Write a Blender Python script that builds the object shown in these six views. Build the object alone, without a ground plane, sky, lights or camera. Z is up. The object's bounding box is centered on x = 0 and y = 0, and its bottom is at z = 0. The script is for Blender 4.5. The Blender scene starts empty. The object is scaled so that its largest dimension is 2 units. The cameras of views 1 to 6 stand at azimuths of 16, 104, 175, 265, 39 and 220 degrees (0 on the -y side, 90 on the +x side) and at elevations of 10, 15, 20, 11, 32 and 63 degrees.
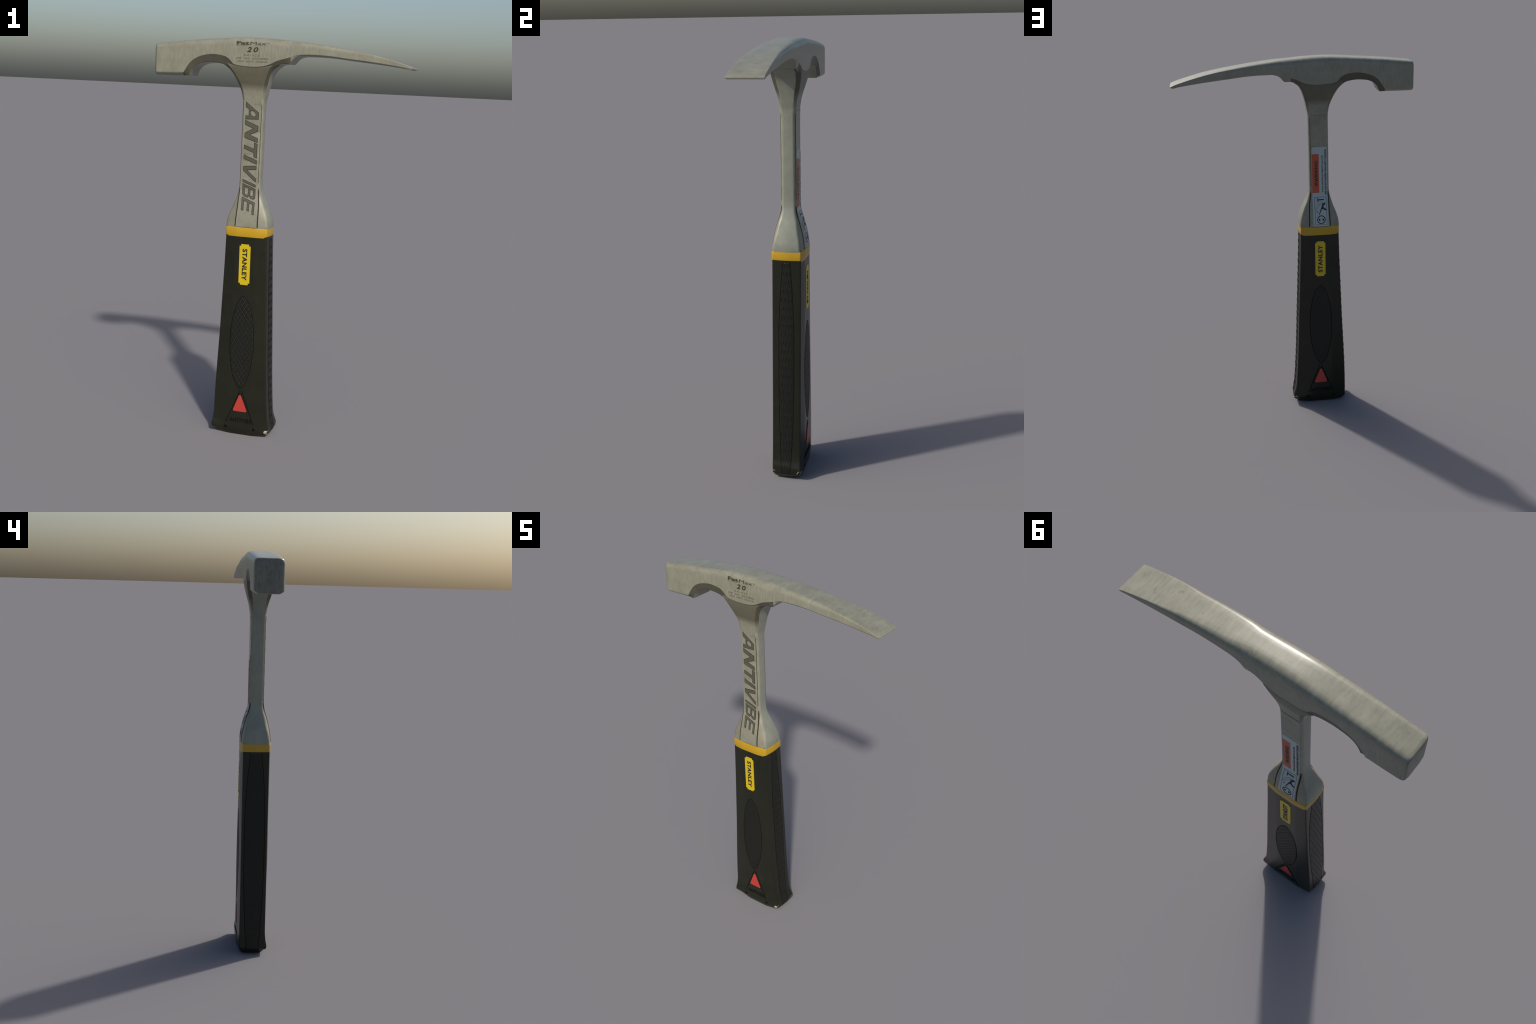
import bpy, bmesh, math, random
import numpy as np
from mathutils import Vector
from mathutils.bvhtree import BVHTree

random.seed(7)
scene = bpy.context.scene
coll = scene.collection

# ------------------------------------------------------------------ helpers
def interp(pts):
    """Monotone cubic (PCHIP) through control points [(t, v), ...]."""
    t = np.array([p[0] for p in pts], float)
    v = np.array([p[1] for p in pts], float)
    h = np.diff(t); d = np.diff(v) / h
    m = np.zeros_like(v)
    m[0], m[-1] = d[0], d[-1]
    for i in range(1, len(t) - 1):
        if d[i-1] * d[i] > 0:
            w1, w2 = 2*h[i] + h[i-1], h[i] + 2*h[i-1]
            m[i] = (w1 + w2) / (w1 / d[i-1] + w2 / d[i])
    def f(x):
        x = min(max(x, t[0]), t[-1])
        i = min(max(int(np.searchsorted(t, x)) - 1, 0), len(h) - 1)
        s = (x - t[i]) / h[i]
        return float((2*s**3 - 3*s*s + 1) * v[i] + (s**3 - 2*s*s + s) * h[i] * m[i]
                     + (3*s*s - 2*s**3) * v[i+1] + (s**3 - s*s) * h[i] * m[i+1])
    return f

def fillet(poly, radii, k=6, sub=3):
    """Round the corners of a closed polygon; constant point count."""
    n = len(poly); out = []
    P = [np.array(p, float) for p in poly]
    arcs = []
    for i in range(n):
        p, a, b = P[i], P[i-1], P[(i+1) % n]
        u, w = a - p, b - p
        lu, lw = np.linalg.norm(u) + 1e-9, np.linalg.norm(w) + 1e-9
        u, w = u / lu, w / lw
        ang = math.acos(max(-1, min(1, float(u @ w))))
        d = min(radii[i] / max(math.tan(ang / 2), 1e-3), 0.47 * lu, 0.47 * lw)
        s, e = p + u * d, p + w * d
        arc = []
        for j in range(k):
            t = j / (k - 1)
            arc.append((1-t)**2 * s + 2*t*(1-t) * p + t*t * e)
        arcs.append(arc)
    for i in range(n):
        out += arcs[i]
        e, s = arcs[i][-1], arcs[(i+1) % n][0]
        for j in range(1, sub + 1):
            out.append(e + (s - e) * j / (sub + 1))
    return [tuple(q) for q in out]

EMPTY = None
def add(name, me, parent, mats=(), smooth=None):
    ob = bpy.data.objects.new(name, me)
    coll.objects.link(ob)
    ob.parent = parent
    for m in mats:
        me.materials.append(m)
    if smooth is not None:
        me.polygons.foreach_set('use_smooth', [True] * len(me.polygons))
        if smooth < 180:
            me.set_sharp_from_angle(angle=math.radians(smooth))
    return ob

def loft_mesh(name, rings, cap=True, mat_fn=None):
    n = len(rings[0])
    verts = [p for r in rings for p in r]
    faces = []
    for i in range(len(rings) - 1):
        for j in range(n):
            a, b = i*n + j, i*n + (j+1) % n
            faces.append((a, b, b + n, a + n))
    if cap:
        faces.append(tuple(range(n))[::-1])
        faces.append(tuple(range((len(rings)-1)*n, len(rings)*n)))
    me = bpy.data.meshes.new(name)
    me.from_pydata(verts, [], faces)
    bm = bmesh.new(); bm.from_mesh(me)
    bmesh.ops.recalc_face_normals(bm, faces=bm.faces)
    bm.to_mesh(me); bm.free()
    me.update()
    return me

def bvh_of(*meshes):
    vs, fs = [], []
    for me in meshes:
        o = len(vs)
        vs += [v.co.copy() for v in me.vertices]
        fs += [tuple(o + i for i in p.vertices) for p in me.polygons]
    return BVHTree.FromPolygons(vs, fs)

# surface finders: (a, z) on a side -> point just on the surface, outward normal sign
def front_of(tree, side):
    d = Vector((0, -side, 0))
    def f(x, z, lift):
        hit = tree.ray_cast(Vector((x, side, z)), d)[0]
        y = hit.y if hit else side * 0.07
        return (x, y + side * lift, z)
    return f
def end_of(tree, side):
    d = Vector((-side, 0, 0))
    def f(y, z, lift):
        hit = tree.ray_cast(Vector((side * 2, y, z)), d)[0]
        x = hit.x if hit else side * 0.1
        return (x + side * lift, y, z)
    return f

def flat_from_curve(cu):
    ob = bpy.data.objects.new('helper', cu)
    coll.objects.link(ob)
    bpy.context.view_layer.update()
    dg = bpy.context.evaluated_depsgraph_get()
    me = bpy.data.meshes.new_from_object(ob.evaluated_get(dg))
    bpy.data.objects.remove(ob)
    bpy.data.curves.remove(cu)
    bm = bmesh.new(); bm.from_mesh(me)
    bpy.data.meshes.remove(me)
    bmesh.ops.remove_doubles(bm, verts=bm.verts, dist=1e-7)
    return bm

def shape(loops):
    cu = bpy.data.curves.new('helper', 'CURVE')
    cu.dimensions = '2D'; cu.fill_mode = 'BOTH'
    for lp in loops:
        sp = cu.splines.new('POLY'); sp.points.add(len(lp) - 1)
        for p, q in zip(sp.points, lp):
            p.co = (q[0], q[1], 0, 1)
        sp.use_cyclic_u = True
    return flat_from_curve(cu)

def words(txt, x0, x1, y0, y1, bold=0.0, shear=0.0, spacing=1.0):
    """Built-in font text stretched into the box x0..x1, y0..y1."""
    cu = bpy.data.curves.new('helper', 'FONT')
    cu.body = txt; cu.size = 1; cu.resolution_u = 4
    cu.offset = bold; cu.shear = shear; cu.space_character = spacing
    cu.fill_mode = 'BOTH'
    bm = flat_from_curve(cu)
    xs = [v.co.x for v in bm.verts]; ys = [v.co.y for v in bm.verts]
    ax, bx, ay, by = min(xs), max(xs), min(ys), max(ys)
    for v in bm.verts:
        v.co.x = x0 + (v.co.x - ax) / (bx - ax) * (x1 - x0)
        v.co.y = y0 + (v.co.y - ay) / (by - ay) * (y1 - y0)
    return bm

def slab(name, bm, place, lift, parent, mat, cut=None, tf=None, depth=0.0012, smooth=40):
    """Lay a flat 2D shape on a surface as a thin solid with its own edges."""
    if tf:
        for v in bm.verts:
            v.co.x, v.co.y = tf(v.co.x, v.co.y)
    if cut:
        for ax in (0, 1):
            if not cut[ax]: continue
            lo = min(v.co[ax] for v in bm.verts); hi = max(v.co[ax] for v in bm.verts)
            t = lo + cut[ax]
            while t < hi:
                co = Vector((0, 0, 0)); co[ax] = t
                no = Vector((0, 0, 0)); no[ax] = 1
                bmesh.ops.bisect_plane(bm, geom=bm.verts[:] + bm.edges[:] + bm.faces[:],
                                       plane_co=co, plane_no=no, dist=1e-7)
                t += cut[ax]
    bm.verts.ensure_lookup_table(); bm.verts.index_update()
    flat = [(v.co.x, v.co.y) for v in bm.verts]
    faces = [tuple(v.index for v in f.verts) for f in bm.faces]
    border = [(e.verts[0].index, e.verts[1].index) for e in bm.edges if len(e.link_faces) == 1]
    bm.free()
    n = len(flat)
    verts = [place(a, b, lift) for a, b in flat] + [place(a, b, -depth) for a, b in flat]
    allf = faces + [(a, b, b + n, a + n) for a, b in border]
    me = bpy.data.meshes.new(name)
    me.from_pydata(verts, [], allf)
    bm = bmesh.new(); bm.from_mesh(me)
    bmesh.ops.recalc_face_normals(bm, faces=bm.faces)
    bm.faces.ensure_lookup_table()
    # outward check on the first face of the top sheet
    top = bm.faces[0]
    c = top.calc_center_median()
    out = Vector(place(flat[0][0], flat[0][1], 1)) - Vector(place(flat[0][0], flat[0][1], 0))
    if top.normal.dot(out) < 0:
        bmesh.ops.reverse_faces(bm, faces=bm.faces)
    bm.to_mesh(me); bm.free()
    return add(name, me, parent, [mat], smooth)

def ribbon(name, path, widths, place, lift, parent, mat):
    """Thin strip along a path on a surface."""
    L, R = [], []
    for i, (a, b) in enumerate(path):
        p, q = path[max(i-1, 0)], path[min(i+1, len(path)-1)]
        t = np.array([q[0]-p[0], q[1]-p[1]]); t /= np.linalg.norm(t) + 1e-9
        w = widths[i] if hasattr(widths, '__len__') else widths
        L.append((a - t[1]*w/2, b + t[0]*w/2)); R.append((a + t[1]*w/2, b - t[0]*w/2))
    return slab(name, shape([L + R[::-1]]), place, lift, parent, mat, cut=(None, 0.008))

def round_poly(poly, r, k=6):
    return fillet(poly, [r]*len(poly), k=k, sub=1)

# ------------------------------------------------------------------ materials
def nodes_of(name):
    m = bpy.data.materials.new(name); m.use_nodes = True
    nt = m.node_tree
    for n in list(nt.nodes): nt.nodes.remove(n)
    out = nt.nodes.new('ShaderNodeOutputMaterial')
    bs = nt.nodes.new('ShaderNodeBsdfPrincipled')
    nt.links.new(bs.outputs[0], out.inputs[0])
    return m, nt, bs
def N(nt, kind, **kw):
    n = nt.nodes.new(kind)
    for k, v in kw.items():
        if k in n.inputs: n.inputs[k].default_value = v
        else: setattr(n, k, v)
    return n
def coords(nt, scale=(1, 1, 1), loc=(0, 0, 0)):
    tc = nt.nodes.new('ShaderNodeTexCoord')
    mp = nt.nodes.new('ShaderNodeMapping')
    mp.inputs['Scale'].default_value = scale
    mp.inputs['Location'].default_value = loc
    nt.links.new(tc.outputs['Object'], mp.inputs['Vector'])
    return mp.outputs[0]
def noise(nt, scale, detail=4, rough=.6, vec=None):
    n = N(nt, 'ShaderNodeTexNoise', Scale=scale, Detail=detail, Roughness=rough)
    if vec is not None: nt.links.new(vec, n.inputs['Vector'])
    return n.outputs['Fac']
def ramp(nt, fac, stops):
    r = nt.nodes.new('ShaderNodeValToRGB')
    el = r.color_ramp.elements
    while len(el) < len(stops): el.new(0.5)
    for e, (p, c) in zip(el, stops):
        e.position = p
        e.color = (c, c, c, 1) if not hasattr(c, '__len__') else (*c, 1)
    nt.links.new(fac, r.inputs[0])
    return r.outputs[0]
def mix(nt, a, b, fac, mode='MIX'):
    m = nt.nodes.new('ShaderNodeMix'); m.data_type = 'RGBA'; m.blend_type = mode
    for val, key in ((fac, 0), (a, 6), (b, 7)):
        if hasattr(val, 'node'): nt.links.new(val, m.inputs[key])
        elif hasattr(val, '__len__'): m.inputs[key].default_value = (*val, 1)
        else: m.inputs[key].default_value = val
    return m.outputs[2]
def math_(nt, op, a, b=0.0, c=0.0):
    m = nt.nodes.new('ShaderNodeMath'); m.operation = op
    for i, v in enumerate((a, b, c)):
        if hasattr(v, 'node'): nt.links.new(v, m.inputs[i])
        else: m.inputs[i].default_value = v
    return m.outputs[0]
def bump(nt, bs, h, strength, dist=0.002):
    b = nt.nodes.new('ShaderNodeBump')
    b.inputs['Strength'].default_value = strength
    b.inputs['Distance'].default_value = dist
    nt.links.new(h, b.inputs['Height'])
    nt.links.new(b.outputs[0], bs.inputs['Normal'])
def plain(name, col, rough=.5, var=.12, scale=60):
    m, nt, bs = nodes_of(name)
    f = noise(nt, scale, vec=coords(nt))
    c = mix(nt, tuple(x*(1-var) for x in col), tuple(x*(1+var) for x in col), f)
    nt.links.new(c, bs.inputs['Base Color'])
    bs.inputs['Roughness'].default_value = rough
    return m

STEEL = (.226, .221, .167)
def steel(name, kind):
    """kind: side (vertical brushing), top (mottled), plain, dark, throat, cast"""
    m, nt, bs = nodes_of(name)
    v = coords(nt)
    blotch = noise(nt, 14, 4, .6, v)
    base = STEEL if kind != 'plain' else (.222, .233, .188)
    col = mix(nt, tuple(c*.88 for c in base), tuple(c*1.1 for c in base), ramp(nt, blotch, [(.3, 0), (.7, 1)]))
    if kind in ('side', 'dark', 'plain'):
        st = noise(nt, 1, 3, .7, coords(nt, (420, 420, 22)))
        amp = .2 if kind != 'plain' else .1
        col = mix(nt, col, mix(nt, (1-amp,)*3, (1+amp,)*3, ramp(nt, st, [(.3, 0), (.7, 1)])), 1.0, 'MULTIPLY')
        bump(nt, bs, st, .12, .0008)
    if kind == 'top':
        st = noise(nt, 1, 4, .65, coords(nt, (70, 16, 40)))
        col = mix(nt, col, mix(nt, (.82, .82, .80), (1.12,)*3, ramp(nt, st, [(.3, 0), (.68, 1)])), 1.0, 'MULTIPLY')
        pit = noise(nt, 26, 2, .5, coords(nt, (1, 1, 1), (3.1, .7, 0)))
        col = mix(nt, col, (.12, .115, .085), math_(nt, 'MULTIPLY', ramp(nt, pit, [(.66, 0), (.76, 1)]), .55))
        bump(nt, bs, st, .08, .0012)
    if kind == 'cast':
        g = noise(nt, 260, 3, .7, v)
        col = mix(nt, col, mix(nt, (.74, .70, .66), (1.12, 1.1, 1.06), ramp(nt, g, [(.35, 0), (.65, 1)])), .8, 'MULTIPLY')
        bump(nt, bs, g, .3, .001)
    if kind == 'dark':
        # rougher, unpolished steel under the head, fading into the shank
        tc = nt.nodes.new('ShaderNodeTexCoord')
        sx = nt.nodes.new('ShaderNodeSeparateXYZ')
        nt.links.new(tc.outputs['Object'], sx.inputs[0])
        z = math_(nt, 'ADD', sx.outputs[2], math_(nt, 'MULTIPLY', math_(nt, 'SUBTRACT', blotch, .5), .03))
        fac = ramp(nt, math_(nt, 'MULTIPLY', math_(nt, 'SUBTRACT', z, 1.735), 12.0), [(.1, 0), (.55, 1)])
        col = mix(nt, col, mix(nt, (.47, .45, .40), (1, 1, 1), math_(nt, 'SUBTRACT', 1.0, fac)), 1.0, 'MULTIPLY')
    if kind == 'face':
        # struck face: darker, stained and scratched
        st = noise(nt, 1, 4, .65, coords(nt, (1, 120, 14)))
        g = noise(nt, 38, 5, .7, v)
        col = mix(nt, (.085, .088, .074), (.185, .186, .152), ramp(nt, math_(nt, 'MULTIPLY_ADD', st, .45, math_(nt, 'MULTIPLY', g, .55)), [(.32, 0), (.66, 1)]))
        bump(nt, bs, g, .2, .001)
    if kind == 'throat':
        g = noise(nt, 40, 4, .6, v)
        tc = nt.nodes.new('ShaderNodeTexCoord')
        sx = nt.nodes.new('ShaderNodeSeparateXYZ')
        nt.links.new(tc.outputs['Object'], sx.inputs[0])
        fac = ramp(nt, math_(nt, 'MULTIPLY', math_(nt, 'SUBTRACT', sx.outputs[2], 1.70), 10.0), [(.05, 0), (.8, 1)])
        col = mix(nt, col, mix(nt, (.050, .047, .030), (.092, .087, .060), g), fac)
    nt.links.new(col, bs.inputs['Base Color'])
    bs.inputs['Roughness'].default_value = {'top': .31, 'side': .32, 'plain': .34, 'cast': .42, 'dark': .42, 'throat': .45, 'face': .38}[kind]
    bs.inputs['Metallic'].default_value = 0.0
    return m

M_SIDE = steel('brushed_steel', 'side')
M_TOP = steel('mottled_steel', 'top')
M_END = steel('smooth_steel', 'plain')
M_CAST = steel('cast_steel', 'cast')
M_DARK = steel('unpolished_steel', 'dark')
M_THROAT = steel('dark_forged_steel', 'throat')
M_FACE = steel('struck_face_steel', 'face')
M_ETCH = plain('dark_etching', (.035, .031, .018), .6)
M_ETCH_PALE = plain('pale_etching', (.10, .095, .065), .6)
M_LETTER = plain('raised_letter_fill', (.076, .072, .050), .6, .25, 300)
M_LETTER_EDGE = plain('raised_letter_edge', (.03, .029, .02), .6)  # dark edge colour imitates the depth of engraving on raised slabs
M_CREASE = plain('crease_brown', (.035, .03, .018), .7)  # dark brown for strips along the web edges and the joint ring
M_YELLOW = plain('yellow_band', (.44, .265, .010), .33, .06, 30)
M_BADGE = plain('badge_yellow', (.54, .40, .008), .32, .05, 30)
M_INK = plain('black_ink', (.006, .006, .005), .5)
M_RED = plain('red_plastic', (.41, .040, .030), .38, .05, 30)
M_LABEL = plain('label_paper', (.355, .41, .405), .32, .04, 30)
M_ORANGE = plain('label_orange', (.42, .075, .028), .42, .1, 40)
M_INK_SOFT = plain('label_ink', (.012, .014, .014), .45)
M_DOT = plain('dot_black', (.002, .002, .002), .7)  # black for surface discs that stand in for holes

def rubber():
    m, nt, bs = nodes_of('black_rubber')
    v = coords(nt)
    b = noise(nt, 9, 4, .6, v)
    col = mix(nt, (.0092, .0098, .0056), (.0136, .0145, .0082), ramp(nt, b, [(.3, 0), (.7, 1)]))
    # olive grain
    g = noise(nt, 170, 3, .6, v)
    col = mix(nt, col, (.024, .026, .010), math_(nt, 'MULTIPLY', ramp(nt, g, [(.52, 0), (.72, 1)]), .45))
    # pale patches at the heel corners on the blade side
    tc = nt.nodes.new('ShaderNodeTexCoord')
    d = None
    for c in ((.030, -.066, .026), (.036, .068, .030)):
        vd = nt.nodes.new('ShaderNodeVectorMath'); vd.operation = 'DISTANCE'
        nt.links.new(tc.outputs['Object'], vd.inputs[0]); vd.inputs[1].default_value = c
        d = vd.outputs['Value'] if d is None else math_(nt, 'MINIMUM', d, vd.outputs['Value'])
    vo = N(nt, 'ShaderNodeTexVoronoi', Scale=95.0)
    nt.links.new(coords(nt, (1, 1, 1.7)), vo.inputs['Vector'])
    near = math_(nt, 'LESS_THAN', d, .017)
    sep = nt.nodes.new('ShaderNodeSeparateColor')
    nt.links.new(vo.outputs['Color'], sep.inputs[0])
    patch = math_(nt, 'MULTIPLY', near, math_(nt, 'GREATER_THAN', sep.outputs[0], .60))
    col = mix(nt, col, (.40, .38, .26), patch)
    nt.links.new(col, bs.inputs['Base Color'])
    bs.inputs['Roughness'].default_value = .32
    bs.inputs['Specular IOR Level'].default_value = .38
    bump(nt, bs, g, .10, .0008)
    return m
M_RUBBER = rubber()
M_PANEL = plain('textured_rubber', (.0078, .0082, .0056), .42, .2, 120)
M_PANEL.node_tree.nodes['Principled BSDF'].inputs['Specular IOR Level'].default_value = .35
M_MARK = plain('mark_black', (.0042, .0043, .0030), .8)  # near-black for strips imitating shaded grooves, also rim and heel letters
for _m in (M_MARK, M_DOT, M_CREASE, M_LETTER_EDGE):
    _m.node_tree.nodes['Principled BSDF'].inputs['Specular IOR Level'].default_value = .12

# ------------------------------------------------------------------ thing
hammer = bpy.data.objects.new('brick_hammer', None)
coll.objects.link(hammer)
hammer['label'] = 'one-piece steel brick hammer standing on its black rubber grip'
hammer['category'] = 'brick hammer'

# ------------------------------------------------------------------ head: loft along x
top_z = interp([(-.643, 1.957), (-.485, 1.9755), (-.356, 1.987), (-.150, 2.0), (.05, 1.9905),
                (.262, 1.968), (.44, 1.939), (.587, 1.902), (.630, 1.888), (.643, 1.882)])
# lower edge of the flat cheek (the chamfer begins here)
cheek_z = interp([(-.643, 1.816), (-.489, 1.820), (-.484, 1.824), (-.476, 1.838), (-.455, 1.868), (-.424, 1.893),
                  (-.38, 1.909), (-.335, 1.915), (-.279, 1.908), (-.253, 1.895), (-.228, 1.871),
                  (-.18, 1.863), (-.13, 1.861), (-.08, 1.866), (-.042, 1.878), (-.015, 1.892),
                  (.042, 1.909), (.101, 1.925), (.161, 1.927), (.227, 1.925), (.337, 1.914), (.454, 1.903),
                  (.603, 1.885), (.643, 1.8805)])
# underside
belly_z = interp([(-.643, 1.804), (-.459, 1.808), (-.4565, 1.814), (-.444, 1.840), (-.42, 1.861), (-.388, 1.872),
                  (-.34, 1.876), (-.29, 1.870), (-.26, 1.860), (-.22, 1.852), (-.13, 1.845), (-.05, 1.852),
                  (-.022, 1.866), (-.005, 1.874), (.02, 1.880), (.045, 1.880), (.052, 1.886), (.066, 1.902), (.085, 1.914),
                  (.115, 1.920), (.161, 1.920), (.227, 1.918), (.337, 1.908), (.454, 1.897), (.603, 1.879),
                  (.628, 1.8745), (.643, 1.879)])
half_w = interp([(-.643, .0675), (-.60, .069), (-.15, .0705), (.10, .0705), (.30, .070), (.45, .0715), (.60, .073), (.643, .0735)])
top_r = interp([(-.643, .026), (-.4, .030), (0, .038), (.25, .030), (.42, .010), (.643, .002)])
belly_in = interp([(-.643, .020), (-.50, .020), (-.47, .012), (-.44, .009), (-.25, .009), (-.2, .012), (-.03, .011), (.02, .008), (.06, .006), (.13, .008), (.4, .007), (.643, .002)])

xs = list(np.arange(-.643, .6431, .006)) + [-.6425, -.6415, -.640, -.638, -.635, -.632, -.629, -.489, -.484, -.459, -.4565, -.452, -.448, -.228, .045, .052, .628]
xs += list(np.arange(-.49, -.40, .002)) + list(np.arange(-.02, .10, .003)) + [.643]
xs = sorted(set(round(x, 4) for x in xs))
rings = []
K, S = 7, 3
for x in xs:
    t, c, b, w = top_z(x), cheek_z(x), belly_z(x), half_w(x)
    c = max(c, b + .0008); t = max(t, c + .0015)
    i = belly_in(x); r = top_r(x)
    poll = x < -.49
    rc = .012 if poll else .004
    poly = [(w, t), (-w, t), (-w, c), (-(w - i), b), (w - i, b), (w, c)]
    # the struck face has a rolled rim
    k = max(0.0, 1 - (x + .643) / .016)
    sh = 1 - math.sqrt(max(0.0, 1 - k * k))
    zm = (t + b) / 2
    poly = [(y + sh * .017 if y < 0 else y - sh * .012, z - math.copysign(.0035 * sh, z - zm)) for y, z in poly]
    rings.append([(x * .9957, y, z) for y, z in fillet(poly, [r, r, rc, rc, rc, rc], k=K, sub=S)])
head_me = loft_mesh('head', rings)
for m in (M_SIDE, M_TOP, M_END, M_THROAT, M_FACE): head_me.materials.append(m)
for p in head_me.polygons:
    c, n = p.center, p.normal
    idx = 0
    if n.z > .55: idx = 1
    elif n.z < -.9: idx = 2
    elif abs(n.x) > .6 and c.x < -.6: idx = 4
    elif c.z < cheek_z(c.x) - .0015 and abs(n.y) > .5 and -.487 < c.x < (.055 if c.y < 0 else .012): idx = 3
    elif n.z < -.5: idx = 2
    elif n.x > .3 and c.x < -.3: idx = 2
    p.material_index = idx
head_me.polygons.foreach_set('use_smooth', [True] * len(head_me.polygons))
head_me.set_sharp_from_angle(angle=math.radians(38))

def split_by(me, regions, parent, mats):
    """Cut one surface into named meshes that keep the whole surface's normals."""
    cn = [tuple(l.vector) for l in me.corner_normals]
    made = []
    for name, test in regions:
        vmap, vs, fs, nor, mi = {}, [], [], [], []
        for p in me.polygons:
            if not test(p.center): continue
            f = []
            for li in p.loop_indices:
                vi = me.loops[li].vertex_index
                if vi not in vmap:
                    vmap[vi] = len(vs); vs.append(me.vertices[vi].co[:])
                f.append(vmap[vi]); nor.append(cn[li])
            fs.append(f); mi.append(p.material_index)
        m2 = bpy.data.meshes.new(name)
        m2.from_pydata(vs, [], fs)
        ob = add(name, m2, parent, mats)
        m2.polygons.foreach_set('use_smooth', [True] * len(fs))
        m2.polygons.foreach_set('material_index', mi)
        m2.normals_split_custom_set(nor)
        made.append(ob)
    return made
poll, head, blade = split_by(head_me, [
    ('poll', lambda c: c.x < -.484),
    ('head', lambda c: -.484 <= c.x < .118),
    ('chisel_blade', lambda c: c.x >= .118)], hammer, (M_SIDE, M_TOP, M_END, M_THROAT, M_FACE))

# ------------------------------------------------------------------ shank: loft along z
sh_l = interp([(1.05, -.2345), (1.085, -.2340), (1.11, -.232), (1.14, -.225), (1.184, -.209), (1.235, -.194), (1.27, -.187), (1.30, -.186), (1.69, -.186),
               (1.73, -.191), (1.77, -.205), (1.817, -.230), (1.84, -.248), (1.857, -.268), (1.868, -.285), (1.90, -.30)])
sh_r = interp([(1.05, -.0202), (1.085, -.0205), (1.11, -.0225), (1.14, -.029), (1.184, -.045), (1.235, -.067), (1.27, -.077), (1.30, -.079), (1.69, -.078),
               (1.73, -.071), (1.77, -.063), (1.817, -.049), (1.84, -.038), (1.857, -.024), (1.87, -.006), (1.90, .010)])
sh_b = interp([(1.05, .0722), (1.085, .0720), (1.116, .0695), (1.165, .060), (1.205, .0490), (1.24, .0385), (1.265, .0345), (1.30, .034), (1.66, .034),
               (1.715, .0385), (1.75, .0445), (1.80, .0575), (1.845, .0665), (1.862, .0680), (1.875, .0640), (1.90, .055)])
sh_e = interp([(1.05, .0640), (1.085, .0635), (1.12, .059), (1.165, .048), (1.205, .040), (1.25, .027), (1.30, .0235), (1.66, .0235),
               (1.72, .031), (1.76, .034), (1.82, .043), (1.865, .047), (1.90, .046)])
sh_c = interp([(1.05, .055), (1.15, .055), (1.27, .046), (1.66, .045), (1.72, .046), (1.77, .056), (1.80, .068), (1.85, .095), (1.90, .14)])
def body_ring(xl, xr, b, e, c, z, r_end, r_face, corner=None, crown=0.0):
    xc, a = (xl + xr) / 2, (xr - xl) / 2
    poly = [(xc - c, -b), (xc + c, -b), (xr, -e), (xr + crown, 0), (xr, e), (xc + c, b), (xc - c, b), (xl, e), (xl - crown, 0), (xl, -e)]
    if corner:
        poly = [(x + dx, y + dy) for (x, y), (dx, dy) in zip(poly, corner)]
    rr = [r_face, r_face, r_end, .3, r_end, r_face, r_face, r_end, .3, r_end]
    return [(x, y, z) for x, y in fillet(poly, rr, k=9, sub=4)]
rings = []
for z in np.arange(1.0775, 1.9001, .005):
    a = (sh_r(z) - sh_l(z)) / 2
    rings.append(body_ring(sh_l(z), sh_r(z), sh_b(z), sh_e(z), min(sh_c(z), a - (.006 if z < 1.70 else .013)), z, .016, .006, None, .001 + .0045 * min(1, max(0, (1.24 - z) / .15))))
shank_me = loft_mesh('shank', rings)
shank = add('shank', shank_me, hammer, (M_SIDE, M_END, M_DARK, M_THROAT, M_CAST), 60)
sh_mid = lambda z: (sh_l(z) + sh_r(z)) / 2
for p in shank_me.polygons:
    c, n = p.center, p.normal
    z, rel = c.z, abs(c.x - sh_mid(c.z))
    cw = min(sh_c(z), (sh_r(z) - sh_l(z)) / 2 - (.006 if z < 1.70 else .013))
    idx = 1
    if abs(n.y) > (.45 if z < 1.70 else .30):
        idx = 0
        if z > 1.70: idx = 2
        if rel > cw + .001 and z > 1.70: idx = 3
        if rel > cw and z < 1.265: idx = 4
    p.material_index = idx
T_SHANK = bvh_of(shank_me)
T_HEAD = bvh_of(head_me)
SF, SB = front_of(T_SHANK, -1), front_of(T_SHANK, 1)
HF = front_of(T_HEAD, -1)

# central web: proud panel running from the shank down over the bell, front and back
for side, place in ((-1, SF), (1, SB)):
    zs = np.arange(1.0815, 1.70, .01)
    wid = interp([(1.08, .0545), (1.20, .0505), (1.27, .0455), (1.68, .0442), (1.70, .040)])
    L = [(sh_mid(z) - wid(z), z) for z in zs]; R = [(sh_mid(z) + wid(z), z) for z in zs]
    slab('web', shape([L + R[::-1]]), place, .0016, shank, M_SIDE, cut=(.02, .01))
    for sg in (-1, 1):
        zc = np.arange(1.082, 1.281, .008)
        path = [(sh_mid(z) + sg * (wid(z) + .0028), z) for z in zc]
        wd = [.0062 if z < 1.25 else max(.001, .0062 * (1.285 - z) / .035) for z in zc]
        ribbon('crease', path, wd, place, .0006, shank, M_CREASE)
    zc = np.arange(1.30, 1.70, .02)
    ribbon('crease', [(sh_mid(z) + wid(z) + .001, z) for z in zc], .0022, place, .0004, shank, M_CREASE)

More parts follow.
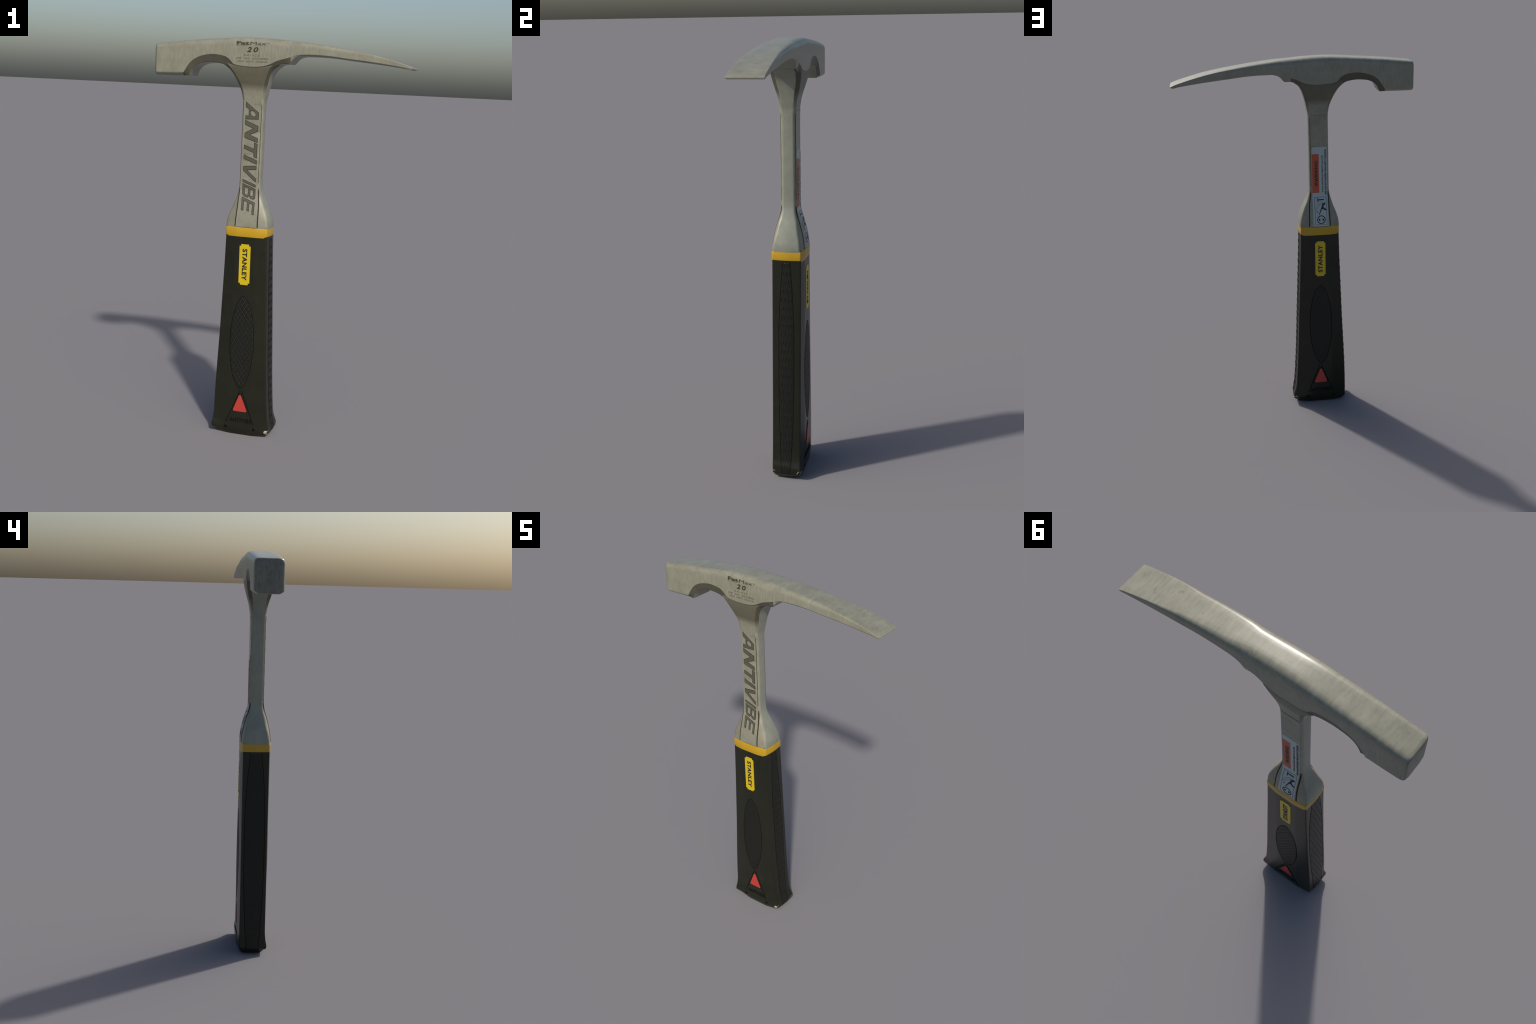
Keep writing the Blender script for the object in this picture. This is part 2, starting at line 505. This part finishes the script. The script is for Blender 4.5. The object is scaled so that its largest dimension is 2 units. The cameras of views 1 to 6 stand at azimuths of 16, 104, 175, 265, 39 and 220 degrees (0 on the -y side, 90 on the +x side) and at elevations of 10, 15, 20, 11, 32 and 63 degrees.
# ------------------------------------------------------------------ grip
gr_l = interp([(0, -.240), (.012, -.250), (.03, -.260), (.06, -.2595), (.10, -.260), (.60, -.2435), (1.03, -.2320), (1.08, -.2315)])
gr_r = interp([(0, .012), (.012, .025), (.03, .036), (.05, .037), (.09, .028), (.12, .024), (.60, -.0025), (1.03, -.0210), (1.08, -.0225)])
gr_b = interp([(0, .062), (.012, .069), (.03, .0725), (.06, .0732), (1.08, .0730)])
gr_e = interp([(0, .048), (.012, .057), (.03, .0645), (.05, .0645), (.10, .0648), (1.08, .0648)])
lip = interp([(0, 0), (.018, .0), (.030, .9), (.042, 1.0), (.07, .45), (.12, 0), (1.08, 0)])
def grip_ring(z, grow=0.0):
    k = lip(z)
    co = [(0, -.001*k), (0, -.001*k), (-.004*k, 0), (0, 0), (.006*k, .007*k), (0, .001*k), (0, 0), (0, 0), (-.002*k, 0), (-.009*k, -.010*k)]
    xl, xr = gr_l(z) - grow, gr_r(z) + grow
    return body_ring(xl, xr, gr_b(z) + grow, gr_e(z) + grow, .050 + .012 * (1.08 - z), z, .008, .11, co, .0062)
zs = list(np.arange(0, .02, .002)) + list(np.arange(.02, .14, .005)) + list(np.arange(.14, 1.0351, .01)) + [1.046]
grip_me = loft_mesh('grip', [grip_ring(z) for z in zs])
grip = add('grip', grip_me, hammer, [M_RUBBER], 50)
T_GRIP = bvh_of(grip_me)
GF, GB = front_of(T_GRIP, -1), front_of(T_GRIP, 1)
GR, GL = end_of(T_GRIP, 1), end_of(T_GRIP, -1)
gr_mid = lambda z: (gr_l(z) + gr_r(z)) / 2

# yellow collar band and the dark joint above it
band_me = loft_mesh('collar_band', [grip_ring(z, g) for z, g in
          ((1.032, -.002), (1.0325, .0008), (1.034, .0012), (1.05, .0013), (1.077, .0012), (1.079, .0004), (1.0792, -.004))], cap=False)
for v in band_me.vertices:
    if v.co.z < 1.04 and min(v.co.x - gr_l(1.03), gr_r(1.03) - v.co.x) < .0065: v.co.z += .007
add('collar_band', band_me, hammer, [M_YELLOW], 50)
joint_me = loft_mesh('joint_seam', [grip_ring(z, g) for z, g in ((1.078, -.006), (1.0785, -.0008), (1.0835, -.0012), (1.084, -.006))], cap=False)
add('joint_seam', joint_me, hammer, [M_CREASE], 50)

# ------------------------------------------------------------------ textured grip panels
def lattice(a, b, pa, pb, dots):
    u, v = a / pa + b / pb, a / pa - b / pb
    du, dv = abs(u - round(u)), abs(v - round(v))
    # ridges run where u or v is half-integer, bumps sit at lattice points
    ru, rv = .5 - du, .5 - dv
    ridge = max(0, 1 - min(ru, rv) / .16)
    peak = max(0, 1 - math.hypot(du, dv) / .24)
    return (.0016 if dots < 1 else .0006) * min(1, ridge * 1.5) + (.0024 if dots < 1 else .0042) * peak

def relief_panel(name, half, z0, z1, mid, place, pa, pb, parent, step, amp=.75, dots=0):
    """Lens-shaped field of raised diamonds and ridges on the grip."""
    rows = []
    nz = int((z1 - z0) / step[1])
    nx = max(6, int(2 * max(half(z0 + (z1 - z0) * .5), half(z1)) / step[0]))
    verts, faces = [], []
    for i in range(nz + 1):
        z = z0 + (z1 - z0) * i / nz
        h = max(half(z), .0004); m = mid(z)
        for j in range(nx + 1):
            s = -1 + 2 * j / nx
            a = s * h
            rim = min(1, (1 - abs(s)) * h / .004, (z - z0) / .006 + .05, (z1 - z) / .006 + .05)
            lift = -.0008 + max(0, rim) * (.0009 + amp * lattice(a, z - z0, pa, pb, dots))
            verts.append(place(m + a, z, lift))
    for i in range(nz):
        for j in range(nx):
            q = i * (nx + 1) + j
            faces.append((q, q + 1, q + nx + 2, q + nx + 1))
    me = bpy.data.meshes.new(name); me.from_pydata(verts, [], faces)
    ob = add(name, me, parent, [M_PANEL], 180)
    # face outward
    p = me.polygons[len(me.polygons) // 2]
    out = Vector(place(mid(z0), (z0 + z1) / 2, 1)) - Vector(place(mid(z0), (z0 + z1) / 2, 0))
    if p.normal.dot(out) < 0: me.flip_normals()
    zs = np.linspace(z0, z1, 60)
    path = [(mid(z) - half(z), z) for z in zs] + [(mid(z) + half(z), z) for z in zs[::-1]]
    return ob

def oval_half(z):
    t = (z - .4905) / .2405
    return .0625 * max(0.0, 1 - abs(t) ** 2.0) ** .56
def ring_strip(name, half, z0, z1, mid, place, w, parent):
    th = np.linspace(0, 2 * math.pi, 97)[:-1]
    zc, hz = (z0 + z1) / 2, (z1 - z0) / 2
    def at(t, g):
        z = zc + hz * math.cos(t)
        sg = 1 if math.sin(t) >= 0 else -1
        return (mid(z) + sg * half(z) + g * math.sin(t), z + g * math.cos(t))
    slab(name, shape([[at(t, w/2) for t in th], [at(t, -w/2) for t in th]]), place, .0005, parent, M_MARK, cut=(None, .03))
for place in (GF, GB):
    relief_panel('oval_panel', oval_half, .2502, .7308, gr_mid, place, .0225, .034, grip, (.0016, .0020))
    ring_strip('oval_outline', oval_half, .2502, .7308, gr_mid, place, .0035, grip)  # raised dark outline in place of a recessed groove
for place, prof in ((GR, [(.02, .018), (.10, .024), (.45, .034), (.70, .034), (.90, .026), (1.031, .016)]),
                    (GL, [(.02, .030), (.10, .036), (.45, .049), (.65, .050), (.90, .040), (1.031, .027)])):
    f = interp(prof)
    relief_panel('edge_panel', f, .022, 1.030, lambda z: 0.0, place, .0155 if place is GR else .02, .08, grip, (.0014, .0030), .8, 1)
    for sg in (-1, 1):
        zz = np.linspace(.022, 1.030, 60)
        ribbon('panel_outline', [(sg * (f(z) + .0005), z) for z in zz], .0030, place, .0005, grip, M_MARK)  # dark strip laid on the surface to imitate a shaded groove

# ------------------------------------------------------------------ badges, inserts, heel marks
for side, place in ((-1, GF), (1, GB)):
    mid = lambda z: gr_mid(z) - .0005
    w, t = .0285, .0200
    z0, z1 = .790, .996
    def loop(g):
        q = [(t, z0), (t, z0 + .009), (w, z0 + .009)]
        q += [(x, z0 + z1 - z) for x, z in q[::-1]]   # mirrored upwards
        pts = q + [(-x, z) for x, z in q[::-1]]
        return pts
    tilt = lambda a, b: (a + mid(b), b)
    badge = slab('badge', shape([loop(0)]), place, .0020, grip, M_BADGE, cut=(.02, .02), tf=tilt)
    z_a, z_b = .813, .973
    if side < 0:
        tf = lambda a, b: (mid(z_b - a) + b, z_b - a)
    else:
        tf = lambda a, b: (mid(z_a + a) + b, z_a + a)
    slab('badge_lettering', words('STANLEY', 0, z_b - z_a, -.0125, .0125, bold=.032, spacing=1.08), place, .0030, badge, M_INK, cut=(.01, .02), tf=tf)

    # red triangle insert with a dark rim
    tri = lambda g: [(0, .224 + g*1.6), (.0395 + g, .1255 - g*.5), (-.0395 - g, .1255 - g*.5)]
    ttf = lambda a, b: (a + gr_mid(b) + .002, b)
    slab('insert_rim', shape([round_poly(tri(.004), .008)]), place, .0008, grip, M_MARK, cut=(.012, .012), tf=ttf)
    slab('triangle_insert', shape([round_poly(tri(0), .008)]), place, .0028, grip, M_RED, cut=(.010, .010), tf=ttf)
    for sg in (-1, 1):
        zz = np.linspace(.062, .236, 16)
        ribbon('insert_line', [(gr_mid(.12) + .002 + sg * (.004 + (.236 - z) * .40), z) for z in zz], [.0045]*16, place, .0006, grip, M_MARK)  # black strip drawn for a groove, nothing is cut in
    xm = gr_mid(.08) + .002
    xf = (lambda a, b: (a, b)) if side < 0 else (lambda a, b: (2*xm - a, b))
    slab('heel_lettering', words('ANTIVIBE', xm - .059, xm + .059, .066, .089, bold=.02, spacing=1.15), place, .0012, grip, M_MARK, cut=(.015, .01), tf=xf)
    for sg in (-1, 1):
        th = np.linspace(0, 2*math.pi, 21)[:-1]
        slab('heel_dot', shape([[(gr_mid(.03) - .003 + sg*.0745 + .0075*math.cos(q), .036 + .0075*math.sin(q)) for q in th]]),
             place, .0006, grip, M_DOT)  # black disc laid on the rubber, its colour imitates a hole's dark inside

# ------------------------------------------------------------------ etched words on the head
def etch(txt, x0, x1, z0, z1, mat, **kw):
    slab('etched_lettering', words(txt, x0, x1, z0, z1, **kw), HF, .0007, head, mat, cut=(.03, .01))
etch('Fat', -.216, -.151, 1.9625, 1.9795, M_ETCH, bold=.035)
etch('Max', -.1465, -.067, 1.9625, 1.9785, M_ETCH)
etch('TM', -.0655, -.053, 1.971, 1.976, M_ETCH_PALE, bold=.01)
etch('2', -.163, -.138, 1.929, 1.9535, M_ETCH, bold=.035, shear=.25)
etch('0', -.130, -.1055, 1.929, 1.9535, M_ETCH, bold=.035, shear=.25)
etch('54-022', -.176, -.0985, 1.9100, 1.9195, M_ETCH_PALE, spacing=1.35, bold=.004)
etch('USER   AND   BYSTANDERS', -.217, -.055, 1.8955, 1.9040, M_ETCH_PALE, bold=.0)
etch('WEAR  SAFETY  GOGGLES', -.212, -.060, 1.8815, 1.8895, M_ETCH_PALE, bold=.0)
slab('etched_rule', shape([[(-.218, 1.9592), (-.156, 1.9592), (-.156, 1.9602), (-.218, 1.9602)]]), HF, .0006, head, M_ETCH_PALE)

# ------------------------------------------------------------------ shank front letters: raised dark slabs in place of engraving
def circle(cx, cy, rx, ry, n=24):
    return [(cx + rx*math.cos(2*math.pi*i/n), cy + ry*math.sin(2*math.pi*i/n)) for i in range(n)]
def box(a, b, c, d):
    return [(a, b), (c, b), (c, d), (a, d)]
GLYPHS = [
    [[(.004, 0), (.030, 1), (.063, 1), (.090, 0), (.070, 0), (.067, .24), (.036, .24), (.030, 0)], circle(.0475, .57, .0125, .20)],
    [[(.093, 0), (.095, 1), (.121, 1), (.154, .40), (.154, 1), (.177, 1), (.180, 0), (.156, 0), (.118, .60), (.116, 0)]],
    [[(.182, 1), (.252, 1), (.252, .74), (.233, .74), (.233, 0), (.213, 0), (.213, .74), (.182, .74)]],
    [box(.262, 0, .283, 1)],
    [[(.288, 1), (.309, 1), (.330, .32), (.352, 1), (.372, 1), (.341, 0), (.319, 0)]],
    [box(.383, 0, .397, 1)],
    [[(.403, 0), (.403, 1), (.450, 1), (.459, .88), (.460, .62), (.452, .52), (.463, .42), (.464, .12), (.455, 0)], box(.417, .62, .446, .82), box(.417, .18, .450, .44)],
    [[(.470, 0), (.470, 1), (.531, 1), (.531, .82), (.485, .82), (.485, .60), (.525, .60), (.525, .42), (.485, .42), (.485, .18), (.533, .18), (.533, 0)]],
]
def glyph_tf(t, h):
    z = 1.699 - (t + .025 * h)
    return (sh_mid(z) - .034 + .068 * h, z)
def inset(loops, g):
    """Shrink a glyph by g metres (outer ring inwards, holes outwards)."""
    out = []
    for li, lp in enumerate(loops):
        P = [np.array((a, b * .068)) for a, b in lp]
        area = sum(P[i-1][0]*P[i][1] - P[i][0]*P[i-1][1] for i in range(len(P)))
        s = (1 if area > 0 else -1) * (1 if li == 0 else -1)
        q = []
        for i in range(len(P)):
            a, p, b = P[i-1], P[i], P[(i+1) % len(P)]
            e1 = (p - a) / np.linalg.norm(p - a); e2 = (b - p) / np.linalg.norm(b - p)
            n1 = np.array((-e1[1], e1[0])); n2 = np.array((-e2[1], e2[0]))
            m = n1 + n2; m /= max(np.linalg.norm(m), .3)
            k = g / max(.45, float(m @ n1))
            r = p + s * m * k
            q.append((r[0], r[1] / .068))
        out.append(q)
    return out
T_WEB = bvh_of(shank_me, *[o.data for o in coll.objects if o.name.split('.')[0] == 'web'])
WF, WB = front_of(T_WEB, -1), front_of(T_WEB, 1)
for g in GLYPHS:
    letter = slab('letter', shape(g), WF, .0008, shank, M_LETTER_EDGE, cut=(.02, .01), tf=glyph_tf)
    slab('letter_fill', shape(inset(g, .0024)), WF, .0014, letter, M_LETTER, cut=(.02, .01), tf=glyph_tf)

# ------------------------------------------------------------------ warning label on the back
z0, z1 = 1.0835, 1.520
lab = round_poly([(-.0415, z0), (.0415, z0), (.0415, z1), (-.0415, z1)], .010)
lx = lambda z: -.1335
def on_label(a, b): return (lx(b) + a, b)
label = slab('warning_label', shape([lab]), WB, .0008, shank, M_LABEL, cut=(.02, .008), tf=on_label)
def print_(name, bm, mat, lift=.0014, tf=on_label, cut=(.02, .010)):
    slab(name, bm, WB, lift, label, mat, cut=cut, tf=tf)
print_('label_field', shape([box(.0025, 1.265, .0405, 1.482)]), M_ORANGE)
up = lambda a, b: (lx(a) + b, a)
print_('label_lettering', words('WARNING:', 1.301, 1.447, .0095, .0275, bold=.03, spacing=1.05), M_INK, .0019, up)
print_('label_lettering', words('TOOLS OR STRUCK OBJECTS CAN CHIP.', 1.266, 1.476, -.0215, -.0125, bold=.03), M_INK_SOFT, .0014, up)
print_('label_lettering', words('USER AND BYSTANDERS WEAR SAFETY GOGGLES', 1.251, 1.506, -.0375, -.0280, bold=.03), M_INK_SOFT, .0014, up)
# pictogram box: u to the viewer's right, v downwards, both 0..1
def pic(u, v):
    return (-.1015 - .066 * u, 1.242 - .150 * v)
def P(*pts): return [pic(*p) for p in pts]
idt = lambda a, b: (a, b)
print_('pictogram_frame', shape([P((0, 0), (1, 0), (1, 1), (0, 1)), P((.022, .010), (.978, .010), (.978, .990), (.022, .990))]), M_INK_SOFT, tf=idt)
print_('pictogram_nail', shape([P((.25, .04), (.31, .045), (.33, .085), (.75, .075), (.84, .095), (.75, .12), (.33, .12), (.33, .19), (.27, .185))]), M_INK, tf=idt)
print_('pictogram_hammer', shape([P((.69, .21), (.78, .225), (.86, .195), (.92, .215), (.86, .28), (.74, .315), (.72, .345), (.82, .40), (.99, .44),
        (.98, .49), (.84, .47), (.70, .43), (.58, .44), (.48, .54), (.39, .63), (.33, .64), (.36, .59), (.48, .45), (.59, .335))]), M_INK, tf=idt)
for u, v, r in ((.10, .44, .03), (.20, .525, .05)):
    print_('pictogram_chip', shape([[pic(u + r*math.cos(q), v + r*.44*math.sin(q)) for q in np.linspace(0, 2*math.pi, 13)[:-1]]]), M_INK, tf=idt)
for r in (.62, .48):
    q = np.linspace(math.pi, 1.5*math.pi, 14)
    o = [pic(.70 + r*math.cos(t), .47 + r*.44*math.sin(t)) for t in q]
    i = [pic(.70 + (r-.016)*math.cos(t), .47 + (r-.016)*.44*math.sin(t)) for t in q[::-1]]
    print_('pictogram_swing', shape([o + i]), M_INK_SOFT, tf=idt)
ell = lambda cu, cv, r, n=36, s=.44: [pic(cu + r*math.cos(2*math.pi*k/n), cv + r*s*math.sin(2*math.pi*k/n)) for k in range(n)]
print_('pictogram_face', shape([ell(.52, .81, .355), ell(.52, .81, .285)]), M_INK, tf=idt)
print_('pictogram_face', shape([P((.42, .755), (.34, .77), (.28, .81), (.34, .85), (.42, .865))]), M_INK, tf=idt)
print_('pictogram_face', shape([P((.62, .755), (.70, .77), (.76, .81), (.70, .85), (.62, .865))]), M_INK, tf=idt)

bpy.data.meshes.remove(head_me)
